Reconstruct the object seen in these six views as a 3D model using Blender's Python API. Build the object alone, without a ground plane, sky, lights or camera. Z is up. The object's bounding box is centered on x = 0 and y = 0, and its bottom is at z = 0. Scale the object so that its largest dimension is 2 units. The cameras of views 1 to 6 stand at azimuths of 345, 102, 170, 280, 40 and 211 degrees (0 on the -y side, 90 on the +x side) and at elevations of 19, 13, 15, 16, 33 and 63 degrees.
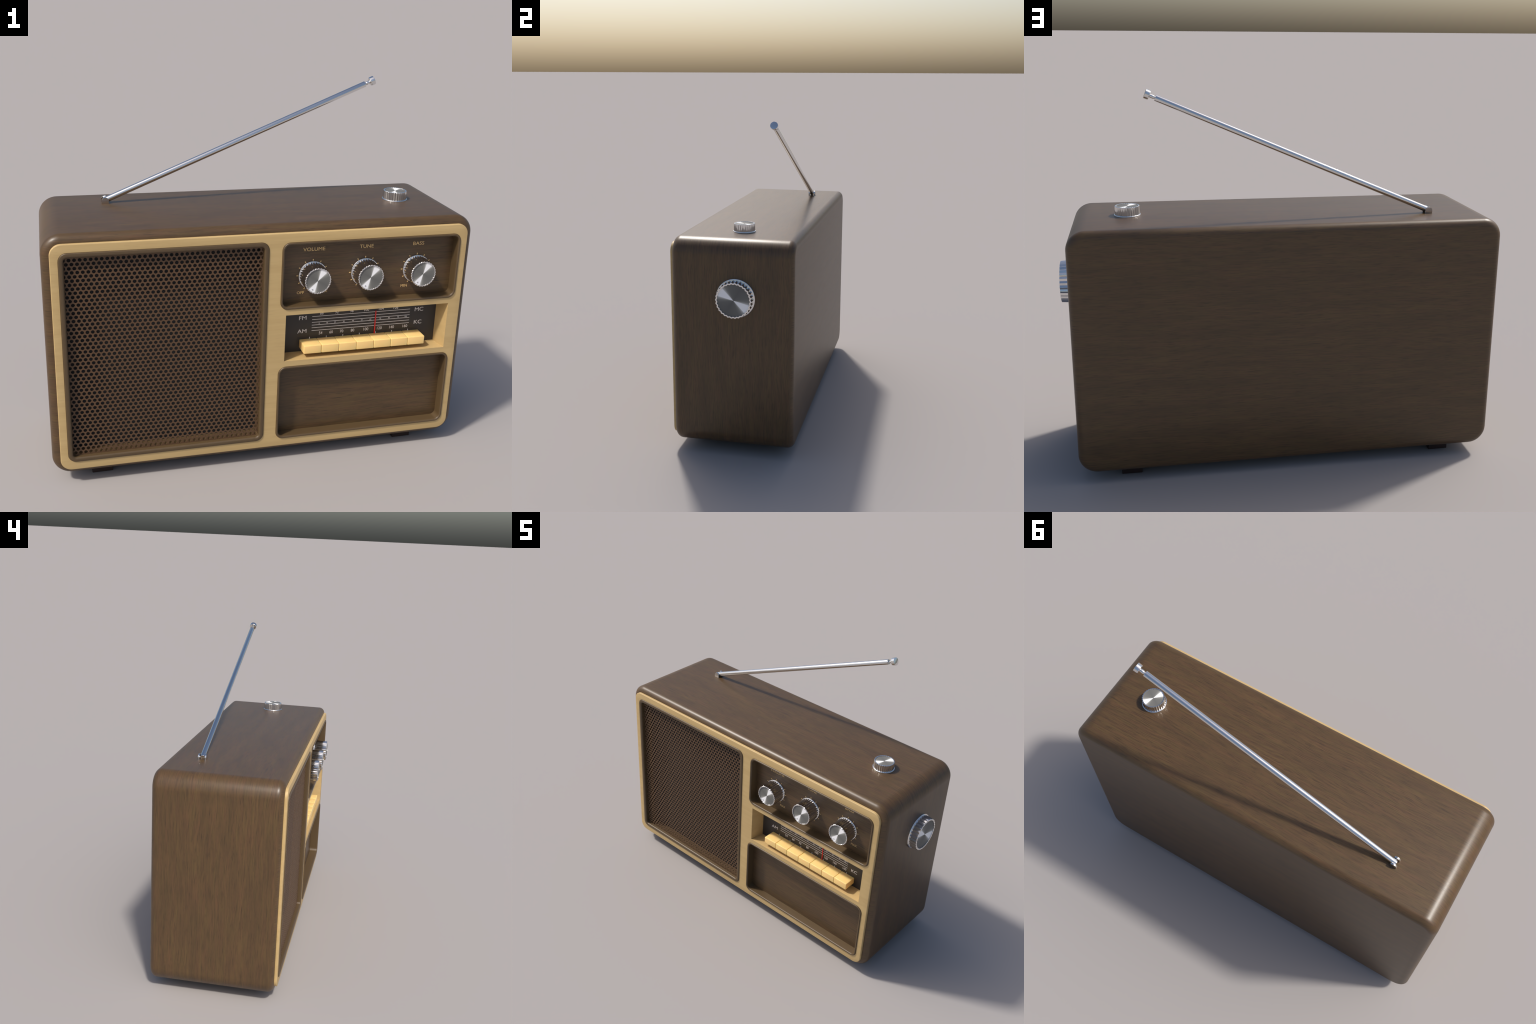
"""Vintage table radio: walnut cabinet, pale wood front frame, perforated speaker grille,
three control knobs, tuning dial with push buttons, one knob on top, one on the side,
and a slanted telescopic antenna."""
import bpy, bmesh
from math import sin, cos, pi, radians, sqrt, atan2, tau
from mathutils import Vector, Matrix

# ------------------------------------------------------------------ dimensions (metres)
CAB_X = (-1.0, 0.949)          # cabinet extents
CAB_Z = (0.0466, 1.1770)
CAB_Y = (-0.300, 0.349)
CAB_R = 0.086                  # corner radius seen from the front
CAB_F = 0.036                  # fillet on the front and back edges

FRAME_X, FRAME_Z, FRAME_R = (-0.964, 0.9150), (0.079, 1.1425), 0.050
FRAME_Y = -0.3135              # front face of the pale frame

GRILLE = (-0.9305, -0.033, 0.118, 1.106)     # surround outlines: x0, x1, z0, z1
CONTROL = (0.0250, 0.8830, 0.7805, 1.0990)
LOWER = (0.0265, 0.8838, 0.1180, 0.4965)
OPEN_R = 0.038
DIAL = (0.0540, 0.8544, 0.5240, 0.7530)
DIAL_BACK = (0.0700, 0.8385, 0.5255, 0.7515)
DIAL_Y = -0.2278
PANEL_Y = -0.2660
GRILLE_Y = -0.2955

ROOT_NAME = "table_radio"

# ------------------------------------------------------------------ helpers: nodes
class Nodes:
    """Small helper to write node trees as expressions."""
    def __init__(self, name):
        self.mat = bpy.data.materials.new(name)
        self.mat.use_nodes = True
        self.t = self.mat.node_tree
        self.bsdf = self.t.nodes["Principled BSDF"]

    def node(self, kind, **props):
        n = self.t.nodes.new(kind)
        for k, v in props.items():
            setattr(n, k, v)
        return n

    def put(self, socket, value):
        if isinstance(value, bpy.types.NodeSocket):
            self.t.links.new(value, socket)
        else:
            socket.default_value = value

    def math(self, op, a, b=None, c=None, clamp=False):
        n = self.node("ShaderNodeMath", operation=op, use_clamp=clamp)
        for i, v in enumerate((a, b, c)):
            if v is not None:
                self.put(n.inputs[i], v)
        return n.outputs[0]

    def coords(self, out="Object"):
        return self.node("ShaderNodeTexCoord").outputs[out]

    def xyz(self, vec):
        n = self.node("ShaderNodeSeparateXYZ")
        self.put(n.inputs[0], vec)
        return n.outputs[0], n.outputs[1], n.outputs[2]

    def vec(self, x, y, z):
        n = self.node("ShaderNodeCombineXYZ")
        for i, v in enumerate((x, y, z)):
            self.put(n.inputs[i], v)
        return n.outputs[0]

    def noise(self, vec, scale=1.0, detail=3.0, rough=0.55, distortion=0.0):
        n = self.node("ShaderNodeTexNoise")
        self.put(n.inputs["Vector"], vec)
        n.inputs["Scale"].default_value = scale
        n.inputs["Detail"].default_value = detail
        n.inputs["Roughness"].default_value = rough
        n.inputs["Distortion"].default_value = distortion
        return n.outputs["Fac"]

    def ramp(self, fac, stops, mode="LINEAR"):
        n = self.node("ShaderNodeValToRGB")
        n.color_ramp.interpolation = mode
        e = n.color_ramp.elements
        while len(e) < len(stops):
            e.new(0.5)
        for el, (p, c) in zip(e, stops):
            el.position = p
            el.color = (c, c, c, 1) if isinstance(c, (int, float)) else (*c, 1)
        self.put(n.inputs[0], fac)
        return n.outputs[0]

    def mix(self, fac, a, b, blend="MIX"):
        n = self.node("ShaderNodeMix", data_type="RGBA", blend_type=blend)
        self.put(n.inputs[0], fac)
        for i, v in ((6, a), (7, b)):
            self.put(n.inputs[i], v if isinstance(v, bpy.types.NodeSocket) else (*v, 1))
        return n.outputs[2]

    def bump(self, height, strength, distance):
        n = self.node("ShaderNodeBump")
        n.inputs["Strength"].default_value = strength
        n.inputs["Distance"].default_value = distance
        self.put(n.inputs["Height"], height)
        self.put(self.bsdf.inputs["Normal"], n.outputs[0])

    def surface(self, color=None, rough=None, metal=None, **more):
        if color is not None:
            self.put(self.bsdf.inputs["Base Color"], color if isinstance(color, bpy.types.NodeSocket) else (*color, 1))
        if rough is not None:
            self.put(self.bsdf.inputs["Roughness"], rough)
        if metal is not None:
            self.put(self.bsdf.inputs["Metallic"], metal)
        for k, v in more.items():
            self.put(self.bsdf.inputs[k.replace("_", " ")], v)
        return self.mat


def walnut(name, along, across, depth, n, tone=1.0, rough=0.38):
    """Dark walnut veneer. along/across/depth are sockets measured in metres."""
    def stretched(fa, fc, fd):
        return n.vec(n.math("MULTIPLY", along, fa), n.math("MULTIPLY", across, fc), n.math("MULTIPLY", depth, fd))
    wobble = n.noise(stretched(2.2, 5.0, 5.0), 1.0, 2.0)
    across = n.math("ADD", across, n.math("MULTIPLY", n.math("SUBTRACT", wobble, 0.5), 0.040))
    broad = n.noise(stretched(2.2, 17.0, 9.0), 1.0, 3.0, 0.6)          # cloudy figure
    hue = n.noise(stretched(5.5, 52.0, 12.0), 1.0, 3.0, 0.6)           # olive to reddish patches
    medium = n.noise(stretched(7.5, 125.0, 20.0), 1.0, 4.0, 0.65)     # streaks
    pores = n.noise(stretched(14.0, 270.0, 40.0), 1.0, 3.0, 0.65)      # short dark pores
    olive = tuple(tone * v for v in (0.105, 0.0640, 0.0235))
    ruddy = tuple(tone * v for v in (0.110, 0.0578, 0.0250))
    shade = tuple(tone * v for v in (0.060, 0.0355, 0.0160))
    col = n.mix(n.ramp(hue, [(0.36, 0.0), (0.64, 1.0)]), olive, ruddy)
    col = n.mix(n.math("MULTIPLY", n.ramp(broad, [(0.36, 1.0), (0.62, 0.0)]), 0.48), col, shade)
    col = n.mix(n.math("MULTIPLY", n.ramp(medium, [(0.36, 1.0), (0.56, 0.0)]), 0.62), col, shade)
    pore = n.ramp(pores, [(0.32, 1.0), (0.48, 0.0)])
    dark = tuple(tone * v for v in (0.034, 0.0205, 0.0100))
    col = n.mix(n.math("MULTIPLY", pore, 0.66), col, dark)
    n.bump(pores, 0.12, 0.0008)
    r = n.math("ADD", rough - 0.05, n.math("MULTIPLY", medium, 0.10))
    return n.surface(col, r, 0.0)


def make_materials():
    M = {}
    # cabinet veneer: the grain runs round the body (along the top, down the sides),
    # and along the length of the back sheet and front edge
    n = Nodes("walnut_cabinet")
    x, y, z = n.xyz(n.coords())
    a = (CAB_X[1] - CAB_X[0]) / 2 - CAB_R
    b = (CAB_Z[1] - CAB_Z[0]) / 2 - CAB_R
    ax = n.math("ABSOLUTE", x)
    qx = n.math("MAXIMUM", n.math("SUBTRACT", ax, a), 0.0)
    qz = n.math("MAXIMUM", n.math("SUBTRACT", n.math("ABSOLUTE", z), b), 0.0)
    turn = n.math("ARCTAN2", qx, n.math("ADD", qz, 1e-5))
    zc = n.math("MINIMUM", n.math("MAXIMUM", z, -b), b)
    run = n.math("ADD", n.math("MINIMUM", ax, a), n.math("MULTIPLY", turn, CAB_R))
    run = n.math("ADD", run, n.math("SUBTRACT", b, zc))
    run = n.math("MULTIPLY", run, n.math("SIGN", n.math("ADD", x, 1e-4)))
    nx, ny, nz = n.xyz(n.node("ShaderNodeNewGeometry").outputs["Normal"])
    flat = n.ramp(n.math("ABSOLUTE", ny), [(0.50, 0.0), (0.62, 1.0)])
    inv = n.math("SUBTRACT", 1.0, flat)
    along = n.math("ADD", n.math("MULTIPLY", run, inv), n.math("MULTIPLY", x, flat))
    across = n.math("ADD", n.math("MULTIPLY", y, inv), n.math("MULTIPLY", n.math("ADD", z, 3.0), flat))
    depth = n.math("MULTIPLY", flat, 5.0)
    M["cabinet"] = walnut("walnut_cabinet", along, across, depth, n)
    # recessed front panels: grain along the length
    n = Nodes("walnut_panel")
    x, y, z = n.xyz(n.coords())
    M["panel"] = walnut("walnut_panel", x, z, y, n, 0.95, 0.42)

    # pale frame wood
    n = Nodes("pale_maple")
    x, y, z = n.xyz(n.coords())
    st = lambda fa, fc: n.vec(n.math("MULTIPLY", x, fa), n.math("MULTIPLY", y, fc * 0.5), n.math("MULTIPLY", z, fc))
    streak = n.noise(st(6.0, 150.0), 1.0, 4.0, 0.6)
    broad = n.noise(st(2.0, 30.0), 1.0, 2.0)
    fine = n.noise(st(24.0, 420.0), 1.0, 2.0)
    col = n.mix(n.ramp(broad, [(0.35, 0.0), (0.65, 1.0)]), (0.505, 0.350, 0.152), (0.545, 0.385, 0.172))
    col = n.mix(n.math("MULTIPLY", n.ramp(streak, [(0.30, 1.0), (0.46, 0.0)]), 0.24), col, (0.41, 0.275, 0.115))
    col = n.mix(n.math("MULTIPLY", n.ramp(fine, [(0.28, 1.0), (0.42, 0.0)]), 0.22), col, (0.37, 0.24, 0.10))
    M["frame"] = n.surface(col, 0.5, 0.0)

    # brown lacquer of the surrounds, very faint mottling
    n = Nodes("brown_lacquer")
    m = n.noise(n.coords(), 35.0, 3.0)
    M["lacquer"] = n.surface(n.mix(m, (0.084, 0.053, 0.0235), (0.098, 0.062, 0.028)), 0.44, 0.0)
    n = Nodes("brown_lightened_cavity")
    m = n.noise(n.coords(), 30.0, 3.0)
    M["lightened_wall"] = n.surface(n.mix(m, (0.160, 0.100, 0.046), (0.190, 0.118, 0.055)), 0.6, 0.0)  # base brown raised to match how brightly lit the cavity floor looks
    n = Nodes("grille_lacquer")
    m = n.noise(n.coords(), 20.0, 2.0)
    M["grille"] = n.surface(n.mix(m, (0.092, 0.0475, 0.0205), (0.104, 0.0540, 0.0240)), 0.55, 0.0)
    n = Nodes("speaker_cloth")
    m = n.noise(n.coords(), 260.0, 2.0)
    M["cloth"] = n.surface(n.mix(m, (0.016, 0.016, 0.016), (0.028, 0.028, 0.027)), 0.85, 0.0)
    n = Nodes("dial_glass_black")
    m = n.noise(n.coords(), 8.0, 2.0)
    M["dial"] = n.surface(n.mix(m, (0.026, 0.023, 0.021), (0.030, 0.026, 0.024)), 0.45, 0.0)
    n = Nodes("dial_ink")
    M["ink"] = n.surface((0.76, 0.73, 0.71), 0.6, 0.0)
    n = Nodes("gold_ink")
    M["gold"] = n.surface((0.74, 0.495, 0.205), 0.5, 0.0)
    n = Nodes("pointer_red")
    M["red"] = n.surface((0.62, 0.028, 0.024), 0.4, 0.0)
    n = Nodes("rubber_dark")
    m = n.noise(n.coords(), 60.0, 2.0)
    M["rubber"] = n.surface(n.mix(m, (0.020, 0.009, 0.008), (0.028, 0.013, 0.011)), 0.6, 0.0)
    n = Nodes("cream_plastic")
    m = n.noise(n.coords(), 14.0, 2.0)
    M["cream"] = n.surface(n.mix(m, (0.93, 0.625, 0.235), (0.97, 0.660, 0.255)), 0.42, 0.0, Subsurface_Weight=0.25, Subsurface_Scale=0.03)
    # polished metal
    n = Nodes("chrome")
    m = n.noise(n.coords(), 90.0, 2.0)
    M["chrome"] = n.surface((0.74, 0.735, 0.73), n.math("ADD", 0.10, n.math("MULTIPLY", m, 0.05)), 1.0)
    # turned knob face: brushed-metal reflection painted as fixed bright and dark sectors
    n = Nodes("knob_face_painted_reflection")
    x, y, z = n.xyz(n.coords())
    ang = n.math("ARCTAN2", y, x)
    d = n.math("COSINE", n.math("MULTIPLY", n.math("SUBTRACT", ang, radians(59.5)), 2.0))   # 1 on the painted glint axis
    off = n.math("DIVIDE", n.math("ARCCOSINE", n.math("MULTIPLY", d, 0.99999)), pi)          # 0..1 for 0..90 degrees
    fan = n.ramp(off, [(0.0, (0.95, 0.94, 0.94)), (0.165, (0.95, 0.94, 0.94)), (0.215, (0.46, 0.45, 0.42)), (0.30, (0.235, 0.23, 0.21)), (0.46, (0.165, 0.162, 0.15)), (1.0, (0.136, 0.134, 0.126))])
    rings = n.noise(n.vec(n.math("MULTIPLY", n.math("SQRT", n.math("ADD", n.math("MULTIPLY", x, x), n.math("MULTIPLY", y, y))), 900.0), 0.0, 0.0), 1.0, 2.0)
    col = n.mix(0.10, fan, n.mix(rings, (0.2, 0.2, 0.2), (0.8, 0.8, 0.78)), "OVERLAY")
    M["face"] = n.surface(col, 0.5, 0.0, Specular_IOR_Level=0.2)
    return M


# ------------------------------------------------------------------ helpers: meshes
def finish(bm, name, mat, parent, origin=(0, 0, 0), sharp=32.0, smooth=True, matrix=None):
    """bmesh given in parent/world coordinates -> object with its own origin."""
    bmesh.ops.recalc_face_normals(bm, faces=bm.faces[:])
    bmesh.ops.translate(bm, verts=bm.verts[:], vec=-Vector(origin))
    me = bpy.data.meshes.new(name)
    bm.to_mesh(me)
    bm.free()
    me.materials.append(mat)
    if smooth:
        me.shade_smooth()
        me.set_sharp_from_angle(angle=radians(sharp))
    ob = bpy.data.objects.new(name, me)
    ob.location = origin
    bpy.context.scene.collection.objects.link(ob)
    ob.parent = parent
    return ob


def rounded_rect(x0, x1, z0, z1, r, seg=10):
    """Counter-clockwise outline (x, z) seen from the front."""
    r = max(r, 0.0008)
    pts = []
    for cx, cz, a0 in ((x1 - r, z0 + r, -pi / 2), (x1 - r, z1 - r, 0), (x0 + r, z1 - r, pi / 2), (x0 + r, z0 + r, pi)):
        for i in range(seg + 1):
            a = a0 + i * pi / 2 / seg
            pts.append((cx + r * cos(a), cz + r * sin(a)))
    return pts


def ring(bm, outline, y):
    return [bm.verts.new((x, y, z)) for x, z in outline]


def bridge(bm, A, B):
    n = len(A)
    for i in range(n):
        bm.faces.new((A[i], A[(i + 1) % n], B[(i + 1) % n], B[i]))


def loft_rect(bm, rect, r, profile, seg=10):
    """Sweep a profile of (inset, y) round a rounded rectangle; returns the rings."""
    x0, x1, z0, z1 = rect
    rings = [ring(bm, rounded_rect(x0 + o, x1 - o, z0 + o, z1 - o, r - o, seg), y) for o, y in profile]
    for A, B in zip(rings, rings[1:]):
        bridge(bm, A, B)
    return rings


def box(bm, x0, x1, y0, y1, z0, z1):
    res = bmesh.ops.create_cube(bm, size=1.0)
    for v in res["verts"]:
        v.co = Vector(((x0 + x1) / 2 + v.co.x * (x1 - x0), (y0 + y1) / 2 + v.co.y * (y1 - y0), (z0 + z1) / 2 + v.co.z * (z1 - z0)))
    return res["verts"]


def rounded_box(bm, x0, x1, y0, y1, z0, z1, r, seg=3):
    vs = box(bm, x0, x1, y0, y1, z0, z1)
    edges = {e for v in vs for e in v.link_edges}
    bmesh.ops.bevel(bm, geom=list(edges), offset=r, segments=seg, profile=0.5, affect="EDGES")


def lathe(bm, profile, seg=32, caps=True):
    """Revolve (radius, height) about local z."""
    rings = [[bm.verts.new((r * cos(tau * i / seg), r * sin(tau * i / seg), h)) for i in range(seg)] for r, h in profile]
    for A, B in zip(rings, rings[1:]):
        bridge(bm, A, B)
    if caps:
        bm.faces.new(rings[0])
        bm.faces.new(rings[-1])


# ------------------------------------------------------------------ parts
def build_cabinet(root, M):
    bm = bmesh.new()
    rect = (CAB_X[0], CAB_X[1], CAB_Z[0], CAB_Z[1])
    N = 8
    prof = [(0.075, CAB_Y[0] + 0.05), (0.075, CAB_Y[0]), (CAB_F + 0.004, CAB_Y[0])]
    for i in range(N + 1):                                   # front fillet
        t = pi / 2 * i / N
        prof.append((CAB_F * (1 - sin(t)), CAB_Y[0] + CAB_F * (1 - cos(t))))
    for i in range(N + 1):                                   # back fillet
        t = pi / 2 * i / N
        prof.append((CAB_F * (1 - cos(t)), CAB_Y[1] - CAB_F * (1 - sin(t))))
    rings = loft_rect(bm, rect, CAB_R, prof, 14)
    bm.faces.new(rings[-1])
    centre = ((CAB_X[0] + CAB_X[1]) / 2, (CAB_Y[0] + CAB_Y[1]) / 2, (CAB_Z[0] + CAB_Z[1]) / 2)
    return finish(bm, "cabinet", M["cabinet"], root, centre, 40)


def build_feet(root, M):
    me = None
    for x0, x1 in ((-0.825, -0.731), (0.667, 0.7595)):
        for y0, y1 in ((-0.2370, -0.1470), (0.1920, 0.2820)):
            c = ((x0 + x1) / 2, (y0 + y1) / 2, 0.0)
            if me is None:
                bm = bmesh.new()
                rounded_box(bm, x0, x1, y0, y1, 0.0, 0.056, 0.003, 2)
                ob = finish(bm, "foot", M["rubber"], root, c)
                me = ob.data
            else:
                ob = bpy.data.objects.new("foot", me)
                bpy.context.scene.collection.objects.link(ob)
                ob.location, ob.parent = c, root


def build_frame(root, M):
    bm = bmesh.new()
    e = 0.0038                                              # rounded outer edge
    rect = (FRAME_X[0], FRAME_X[1], FRAME_Z[0], FRAME_Z[1])
    prof = [(e * (1 - sin(t)), FRAME_Y + e * (1 - cos(t))) for t in (0, pi / 8, pi / 4, 3 * pi / 8, pi / 2)]
    prof.append((0.0, -0.296))
    rings = loft_rect(bm, rect, FRAME_R, prof, 12)
    loops = [rings[0]]
    for rct in (GRILLE, CONTROL, LOWER):                    # openings, hidden just under the surrounds
        x0, x1, z0, z1 = rct
        o = -0.0002                                        # hairline gap round each surround
        out = rounded_rect(x0 + o, x1 - o, z0 + o, z1 - o, OPEN_R - o, 8)
        A, B = ring(bm, out, FRAME_Y), ring(bm, out, -0.298)
        bridge(bm, A, B)
        loops.append(A)
    x0, x1, z0, z1 = DIAL                                   # dial well with slightly tapering walls
    A = [bm.verts.new((x, FRAME_Y, z)) for x, z in ((x0, z0), (x1, z0), (x1, z1), (x0, z1))]
    x0, x1, z0, z1 = DIAL_BACK
    B = [bm.verts.new((x, DIAL_Y + 0.002, z)) for x, z in ((x0, z0), (x1, z0), (x1, z1), (x0, z1))]
    bridge(bm, A, B)
    loops.append(A)
    edges = []
    for L in loops:
        for i in range(len(L)):
            edges.append(bm.edges.get((L[i], L[(i + 1) % len(L)])))
    bmesh.ops.triangle_fill(bm, use_beauty=True, use_dissolve=False, edges=edges, normal=(0, -1, 0))
    return finish(bm, "front_frame", M["frame"], root, (0, 0, 0), 30)


def build_grille(root, M):
    # moulded surround with deep side walls
    bm = bmesh.new()
    crest, w, r = FRAME_Y - 0.0045, 0.0225, 0.0085
    prof = [(0.0008, -0.300), (0.0008, FRAME_Y - 0.0004), (0.0014, FRAME_Y - 0.0022), (0.0028, crest + 0.0008), (0.0048, crest), (w - r, crest)]
    prof += [(w - r + r * sin(t), crest + r * (1 - cos(t))) for t in (pi / 12 * k for k in range(1, 7))]
    prof += [(w, GRILLE_Y + 0.003)]
    loft_rect(bm, GRILLE, OPEN_R, prof, 8)
    sur = finish(bm, "grille_surround", M["lacquer"], root, (0, 0, 0), 35)
    # box side walls: liner brown paints in the light let through the holes
    bm = bmesh.new()
    loft_rect(bm, GRILLE, OPEN_R, [(w - 0.004, GRILLE_Y + 0.0025), (w + 0.0004, GRILLE_Y + 0.0025), (w + 0.0004, -0.236)], 8)
    finish(bm, "lightened_speaker_walls", M["lightened_wall"], sur, (0, 0, 0), 35)

    # perforated sheet: one cell per hole, staggered rows
    bm = bmesh.new()
    px, pz, rows = 0.022457, 0.018279, 51
    z_top, x_first, shear = 1.0670, -0.9085, 0.0117          # rows drift slightly sideways
    hole, thick, S = 0.0079, 0.0008, 3
    h1, h2 = pz * 2 / 3, pz / 3
    corners = [(px / 2, -h2), (px / 2, h2), (0, h1), (-px / 2, h2), (-px / 2, -h2), (0, -h1)]
    outer = []
    for i in range(6):
        (ax, az), (bx, bz) = corners[i], corners[(i + 1) % 6]
        outer += [(ax + (bx - ax) * k / S, az + (bz - az) * k / S) for k in range(S)]
    inner = [(hole * cos(atan2(oz, ox)), hole * sin(atan2(oz, ox))) for ox, oz in outer]
    for row in range(rows):
        cz = z_top - row * pz
        for k in range(-1, 42):
            cx = x_first + (k + 0.5 * (row % 2)) * px - shear * row * pz
            if not GRILLE[0] + 0.0110 < cx < GRILLE[1] - 0.0110:
                continue
            rings = [[], [], [], []]
            for (ox, oz), (ix, iz) in zip(outer, inner):
                zz = cz + oz
                if row == rows - 1 and oz < -h2 + 1e-6:      # straight bottom and top edges under the surround
                    zz = GRILLE[2] + 0.016
                if row == 0 and oz > h2 - 1e-6:
                    zz = GRILLE[3] - 0.016
                xx = cx + ox + shear * oz
                for L, co in zip(rings, ((xx, GRILLE_Y, zz), (cx + ix, GRILLE_Y, cz + iz), (cx + ix, GRILLE_Y + thick, cz + iz), (xx, GRILLE_Y + thick, zz))):
                    L.append(bm.verts.new(co))
            for A, B in zip(rings, rings[1:]):
                bridge(bm, A, B)
    bmesh.ops.remove_doubles(bm, verts=bm.verts[:], dist=0.00005)
    finish(bm, "speaker_grille", M["grille"], sur, (0, 0, 0), 35)

    bm = bmesh.new()
    x0, x1, z0, z1 = GRILLE
    rounded_box(bm, x0 + 0.004, x1 - 0.004, -0.2405, -0.232, z0 + 0.004, z1 - 0.004, 0.001, 1)
    finish(bm, "speaker_backing", M["cloth"], sur)


def build_recess(root, M, rect, name, panel_name):
    bm = bmesh.new()
    c = FRAME_Y - 0.0050
    prof = [(0.0008, -0.300), (0.0008, FRAME_Y - 0.0004), (0.0014, FRAME_Y - 0.0024), (0.0027, c + 0.0008), (0.0044, c), (0.0055, c)]
    r = 0.0070
    prof += [(0.0055 + r * sin(t), c + r * (1 - cos(t))) for t in (pi / 12 * k for k in range(1, 7))]
    prof += [(0.0125, PANEL_Y)]
    loft_rect(bm, rect, OPEN_R, prof, 8)
    sur = finish(bm, name, M["lacquer"], root, (0, 0, 0), 35)
    bm = bmesh.new()
    x0, x1, z0, z1 = rect
    o = 0.0118
    out = rounded_rect(x0 + o, x1 - o, z0 + o, z1 - o, OPEN_R - o, 8)
    A, B = ring(bm, out, PANEL_Y), ring(bm, out, PANEL_Y + 0.012)
    bridge(bm, A, B)
    bm.faces.new(A)
    bm.faces.new(B)
    panel = finish(bm, panel_name, M["panel"], root, (0, 0, 0), 35)
    return sur, panel


def knob_mesh_parts(R, H, flange_h, M):
    """Fluted, slightly tapering knob with a thin flange and a recessed turned face."""
    teeth, per, amp = 30, 8, 0.023
    n = teeth * per

    def fluted(r, a=amp, scale=1.0):
        pts = []
        for i in range(n):
            ph = (i % per) / per
            tri = 1 - 4 * abs(ph - 0.5)                     # -1..1 triangle
            tri = tri * (1.18 - 0.18 * tri * tri)           # slightly rounded
            rr = r * (1 + a * tri)
            t = tau * i / n
            pts.append((rr * cos(t), rr * sin(t)))
        return pts

    def lay(bm, pts, h):
        return [bm.verts.new((x, y, h)) for x, y in pts]

    rec = 0.050 * R
    grip = bmesh.new()
    e = 0.0010
    rings = [lay(grip, fluted(1.030 * R), flange_h * 0.7), lay(grip, fluted(R * 1.002), H - e),
             lay(grip, fluted(R * 0.990), H), lay(grip, fluted(R * 0.922), H), lay(grip, fluted(R * 0.915), H - e * 0.6),
             lay(grip, fluted(R * 0.915), H - rec - 0.002)]
    for A, B in zip(rings, rings[1:]):
        bridge(grip, A, B)
    fl = bmesh.new()
    f = flange_h
    lathe(fl, [(1.11 * R, -0.004), (1.120 * R, f * 0.30), (1.116 * R, f * 0.60), (1.100 * R, f * 0.90), (1.08 * R, f), (0.98 * R, f)], 72)
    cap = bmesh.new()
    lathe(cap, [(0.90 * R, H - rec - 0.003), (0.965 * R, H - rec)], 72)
    return grip, fl, cap


def build_knob(root, M, name, matrix, R, H, flange_h, dot=False, shared={}):
    """name > grip (chrome fluted wall), flange, face, indicator dot"""
    holder = bpy.data.objects.new(name, None)
    bpy.context.scene.collection.objects.link(holder)
    holder.empty_display_size = 0.05
    holder.parent = root
    holder.matrix_local = matrix
    key = (R, H)
    if key not in shared:
        grip, fl, cap = knob_mesh_parts(R, H, flange_h, M)
        shared[key] = None
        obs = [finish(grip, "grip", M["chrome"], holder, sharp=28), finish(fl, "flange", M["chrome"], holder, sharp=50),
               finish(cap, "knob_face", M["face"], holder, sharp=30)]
        if dot:
            b = bmesh.new()
            bmesh.ops.create_uvsphere(b, u_segments=20, v_segments=10, radius=0.0038)
            bmesh.ops.scale(b, verts=b.verts[:], vec=(1, 1, 0.6))
            c = (0.046 * cos(radians(-122)), 0.046 * sin(radians(-122)), H - 0.05 * R)
            bmesh.ops.translate(b, verts=b.verts[:], vec=c)
            obs.append(finish(b, "indicator_dot", M["chrome"], holder, c))
        shared[key] = [(o.name.split(".")[0], o.data, o.location.copy()) for o in obs]
    else:
        for nm, me, loc in shared[key]:
            o = bpy.data.objects.new(nm, me)
            bpy.context.scene.collection.objects.link(o)
            o.parent, o.location = holder, loc
    return holder


def text_mesh(s):
    cu = bpy.data.curves.new("lettering", "FONT")
    cu.body = s
    cu.size = 1.0
    cu.extrude = 0.0
    cu.resolution_u = 4
    tmp = bpy.data.objects.new("lettering", cu)
    bpy.context.scene.collection.objects.link(tmp)
    bpy.context.view_layer.update()
    me = bpy.data.meshes.new_from_object(tmp.evaluated_get(bpy.context.evaluated_depsgraph_get()))
    bpy.data.objects.remove(tmp)
    bpy.data.curves.remove(cu)
    return me


def add_text(bm, s, x0, x1, z0, z1, y, thick=0.0008):
    """Append raised lettering that fills the box x0..x1, z0..z1 on a plane facing -y."""
    me = text_mesh(s)
    b = bmesh.new()
    b.from_mesh(me)
    bpy.data.meshes.remove(me)
    res = bmesh.ops.extrude_face_region(b, geom=b.faces[:])
    for v in (g for g in res["geom"] if isinstance(g, bmesh.types.BMVert)):
        v.co.z += 1.0
    xs = [v.co.x for v in b.verts]
    ys = [v.co.y for v in b.verts]
    lx, hx, ly, hy = min(xs), max(xs), min(ys), max(ys)
    for v in b.verts:
        v.co = Vector((x0 + (v.co.x - lx) / (hx - lx) * (x1 - x0), y - thick * (v.co.z > 0.5) + 0.0004, z0 + (v.co.y - ly) / (hy - ly) * (z1 - z0)))
    tmp = bpy.data.meshes.new("tmp")
    b.to_mesh(tmp)
    b.free()
    bm.from_mesh(tmp)
    bpy.data.meshes.remove(tmp)


def lettering(parent, M, mat, name, items, y):
    bm = bmesh.new()
    for s, x0, x1, z0, z1 in items:
        add_text(bm, s, x0, x1, z0, z1, y)
    ob = finish(bm, name, M[mat], parent, smooth=False)
    return ob


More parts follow.
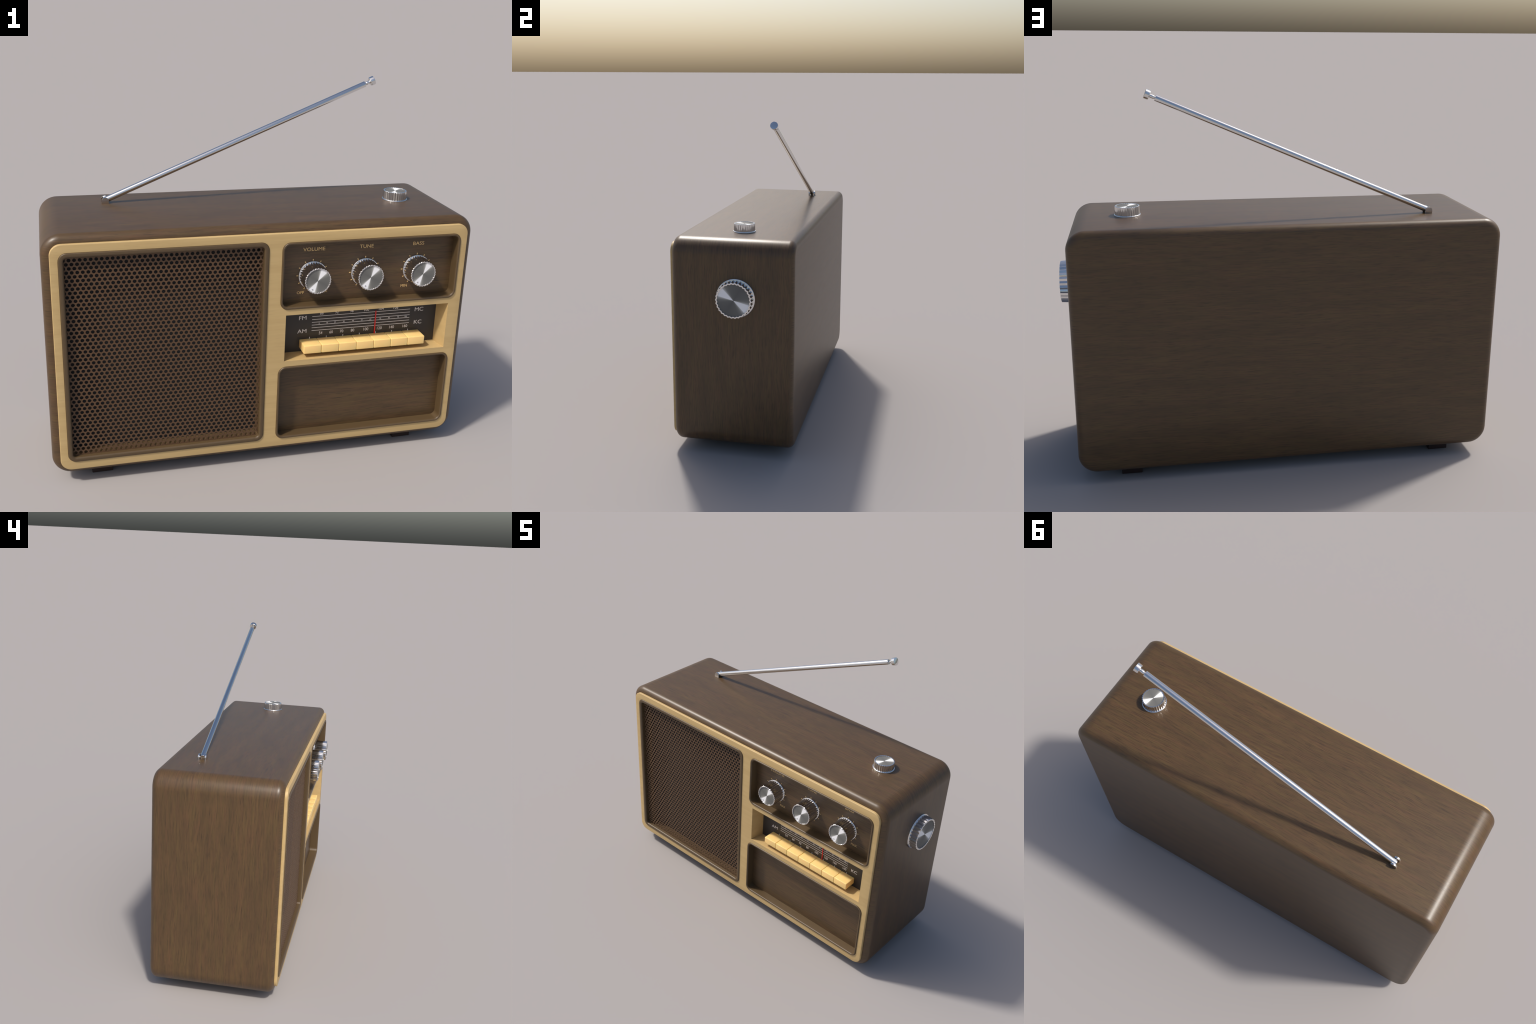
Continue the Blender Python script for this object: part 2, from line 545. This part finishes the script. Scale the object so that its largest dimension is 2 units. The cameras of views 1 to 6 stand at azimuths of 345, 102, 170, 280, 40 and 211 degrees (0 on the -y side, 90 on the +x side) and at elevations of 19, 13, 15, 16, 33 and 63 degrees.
def build_controls(root, M):
    sur, panel = build_recess(root, M, CONTROL, "control_surround", "control_panel")
    zc = 0.9228
    centres = [0.1852, 0.4365, 0.6925]
    rot = Matrix.Rotation(pi / 2, 4, "X")                   # local z -> front
    for cx in centres:
        build_knob(root, M, "control_knob", Matrix.Translation((cx, PANEL_Y, zc)) @ rot, 0.0605, PANEL_Y + 0.349, 0.0065, True)
    for label, x0, x1 in (("VOLUME", 0.1360, 0.2393), ("TUNE", 0.4050, 0.4722), ("BASS", 0.6677, 0.7225)):
        lettering(panel, M, "gold", "knob_label", [(label, x0, x1, 1.0375, 1.0540)], PANEL_Y)
    lettering(panel, M, "gold", "range_label", [("OFF", 0.1147, 0.1489, 0.8334, 0.8462), ("MAX", 0.2220, 0.2610, 0.8334, 0.8462)], PANEL_Y)
    lettering(panel, M, "gold", "range_label", [("MIN", 0.6233, 0.6552, 0.8334, 0.8462), ("MAX", 0.7290, 0.7680, 0.8334, 0.8462)], PANEL_Y)
    # eleven scale ticks round each knob
    me = None
    for cx in centres:
        for i in range(11):
            a = radians(90 + 150 - 30 * i)
            if me is None:
                bm = bmesh.new()
                box(bm, -0.0034, 0.0034, -0.0009, 0.0009, -0.0019, 0.0019)
                me = finish(bm, "scale_tick", M["gold"], panel, smooth=False)
                ob = me
                me = ob.data
            else:
                ob = bpy.data.objects.new("scale_tick", me)
                bpy.context.scene.collection.objects.link(ob)
                ob.parent = panel
            ob.location = (cx + 0.0722 * cos(a), PANEL_Y, zc + 0.0722 * sin(a))
            ob.rotation_euler = (0, -a, 0)


def build_dial(root, M):
    bm = bmesh.new()
    x0, x1, z0, z1 = DIAL_BACK
    box(bm, x0 - 0.012, x1 + 0.012, DIAL_Y, DIAL_Y + 0.010, z0 - 0.012, z1 + 0.012)
    dial = finish(bm, "dial_plate", M["dial"], root, smooth=False)
    lettering(dial, M, "ink", "band_label", [("FM", 0.1445, 0.1806, 0.6859, 0.7050)], DIAL_Y)
    lettering(dial, M, "ink", "band_label", [("AM", 0.1395, 0.1836, 0.6188, 0.6378)], DIAL_Y)
    lettering(dial, M, "ink", "band_label", [("MC", 0.7279, 0.7720, 0.6854, 0.7050)], DIAL_Y)
    lettering(dial, M, "ink", "band_label", [("KC", 0.7294, 0.7690, 0.6188, 0.6383)], DIAL_Y)

    def row(name, words, centres, zc, h, wd):
        items = []
        for s, c in zip(words, centres):
            w = wd * len(s) - (0.0015 if "1" in s else 0)
            items.append((s, c - w / 2, c + w / 2, zc - h / 2, zc + h / 2))
        lettering(dial, M, "ink", name, items, DIAL_Y)
    row("scale_numbers", [str(88 + 4 * i) for i in range(6)], [0.2548 + 0.07467 * i for i in range(6)], 0.7130, 0.0145, 0.0085)
    row("scale_numbers", ["54", "60", "70", "80", "100", "120", "140", "160"], [0.2543, 0.3069, 0.3590, 0.4142, 0.4823, 0.5515, 0.6146, 0.6838], 0.6123, 0.0145, 0.0086)
    row("scale_numbers", [str(10 * i) for i in range(11)], [0.2448, 0.2839, 0.3230, 0.3671, 0.4132, 0.4573, 0.5014, 0.5515, 0.5966, 0.6437, 0.6838], 0.6619, 0.0062, 0.0042)
    for z in (0.6990, 0.6834, 0.6692, 0.6554, 0.6418, 0.6275):
        bm = bmesh.new()
        box(bm, 0.2087, 0.7028, DIAL_Y - 0.0007, DIAL_Y + 0.0004, z - 0.0011, z + 0.0011)
        finish(bm, "scale_line", M["ink"], dial, (0.45, DIAL_Y, z), smooth=False)
    me = None
    for i in range(7):
        c = (0.2002 + 0.08329 * i, DIAL_Y, 0.588)
        if me is None:
            bm = bmesh.new()
            box(bm, c[0] - 0.0013, c[0] + 0.0013, DIAL_Y - 0.0007, DIAL_Y + 0.0004, 0.5780, 0.5955)
            me = finish(bm, "station_tick", M["ink"], dial, c, smooth=False).data
        else:
            ob = bpy.data.objects.new("station_tick", me)
            bpy.context.scene.collection.objects.link(ob)
            ob.parent, ob.location = dial, c
    bm = bmesh.new()
    box(bm, 0.5230, 0.5282, DIAL_Y - 0.0040, DIAL_Y - 0.0012, 0.5700, 0.7045)
    finish(bm, "dial_pointer", M["red"], dial, (0.5256, DIAL_Y, 0.64), smooth=False)
    # seven push buttons, side by side
    x0, pitch, gap = 0.1500, 0.0865, 0.0014
    me = None
    for i in range(7):
        a = x0 + pitch * i + gap / 2
        c = (a, DIAL_Y, 0.566)
        if me is None:
            bm = bmesh.new()
            rounded_box(bm, a, a + pitch - gap, -0.3030, DIAL_Y + 0.004, 0.5460, 0.5868, 0.0032, 4)
            me = finish(bm, "push_button", M["cream"], root, c, 60).data
        else:
            ob = bpy.data.objects.new("push_button", me)
            bpy.context.scene.collection.objects.link(ob)
            ob.parent, ob.location = root, c


def build_antenna(root, M):
    """bracket with two cheeks, straight tube, waisted neck and button tip"""
    holder = bpy.data.objects.new("antenna", None)
    bpy.context.scene.collection.objects.link(holder)
    holder.parent = root
    pivot = Vector((-0.6985, 0.1668, 1.1905))
    tip = Vector((0.5925, 0.1668, 1.7335))
    holder.location = pivot
    me = None
    for s in (-1, 1):
        if me is None:
            bm = bmesh.new()
            w, t, base = 0.0166, 0.0075, 1.1735 - pivot.z
            pts = [(-w, base)] + [(w * cos(a), w * sin(a)) for a in (pi - pi * k / 20 for k in range(21))] + [(w, base)]
            A = [bm.verts.new((x, -t / 2, z)) for x, z in pts]
            B = [bm.verts.new((x, t / 2, z)) for x, z in pts]
            bridge(bm, A, B)
            bm.faces.new(A)
            bm.faces.new(B)
            eds = [e for e in bm.edges if len({f for f in e.link_faces if len(f.verts) > 4}) == 1]
            bmesh.ops.bevel(bm, geom=eds, offset=0.0009, segments=2, profile=0.5, affect="EDGES")
            ob = finish(bm, "bracket_cheek", M["chrome"], holder, sharp=35)
            me = ob.data
        else:
            ob = bpy.data.objects.new("bracket_cheek", me)
            bpy.context.scene.collection.objects.link(ob)
            ob.parent = holder
        ob.location = (0, s * 0.0178, 0)
    d = (tip - pivot)
    L = d.length
    rot = d.to_track_quat("Z", "Y").to_matrix().to_4x4()
    R = 0.0138
    for nm, prof in (
        ("antenna_tube", [(R - 0.001, -0.004), (R, -0.003), (R, L - 0.0480), (R - 0.0008, L - 0.0472), (0.005, L - 0.0472)]),
        ("antenna_neck", [(0.0062, L - 0.052), (0.0062, L - 0.0435), (0.0076, L - 0.0415), (0.0082, L - 0.0360), (0.0082, L - 0.0270), (0.0076, L - 0.0230), (0.0076, L - 0.018)]),
        ("antenna_tip", [(0.0150, L - 0.0220), (0.0188, L - 0.0215), (0.0204, L - 0.0196), (0.0208, L - 0.0160), (0.0212, L - 0.0010), (0.0207, L - 0.0002), (0.0150, L + 0.0006), (0.0070, L + 0.0010)]),
        ("hinge_pin", None),
    ):
        bm = bmesh.new()
        if prof:
            lathe(bm, prof, 40)
            ob = finish(bm, nm, M["chrome"], holder, sharp=32)
            ob.matrix_local = rot
            if nm == "antenna_tube":
                lean_normals(ob.data, R, L, radians(11))
        else:
            lathe(bm, [(0.0050, -0.0195), (0.0050, 0.0195)], 20)
            ob = finish(bm, nm, M["chrome"], holder, sharp=32)
            ob.matrix_local = Matrix.Rotation(pi / 2, 4, "X")


def lean_normals(me, R, L, most):
    """tube wall normals lean towards the tip, more and more along its length"""
    normals = []
    for p in me.polygons:
        wall = abs(p.normal.z) < 0.05
        for li in p.loop_indices:
            v = me.vertices[me.loops[li].vertex_index].co
            if wall:
                radial = Vector((v.x, v.y, 0)).normalized()
                a = most * max(0.0, min(1.0, v.z / L))
                normals.append(radial * cos(a) + Vector((0, 0, sin(a))))
            else:
                normals.append(p.normal.copy())
    me.normals_split_custom_set(normals)


def main():
    for o in list(bpy.data.objects):
        bpy.data.objects.remove(o)
    M = make_materials()
    root = bpy.data.objects.new(ROOT_NAME, None)
    bpy.context.scene.collection.objects.link(root)
    root["label"] = "vintage walnut table radio with pale frame and chrome knobs"
    root["category"] = "table radio"
    build_cabinet(root, M)
    build_feet(root, M)
    build_frame(root, M)
    build_grille(root, M)
    build_recess(root, M, LOWER, "lower_surround", "lower_panel")
    build_controls(root, M)
    build_dial(root, M)
    top = Matrix.Translation((0.6890, 0.0292, CAB_Z[1]))
    build_knob(root, M, "power_knob", top, 0.0545, 1.2210 - CAB_Z[1], 0.0055)
    side = Matrix(((0, 0, 1, CAB_X[1]), (0, -1, 0, 0.0455), (1, 0, 0, 0.8765), (0, 0, 0, 1)))
    build_knob(root, M, "tuning_knob", side, 0.0930, 1.0 - CAB_X[1], 0.0085)
    build_antenna(root, M)


main()
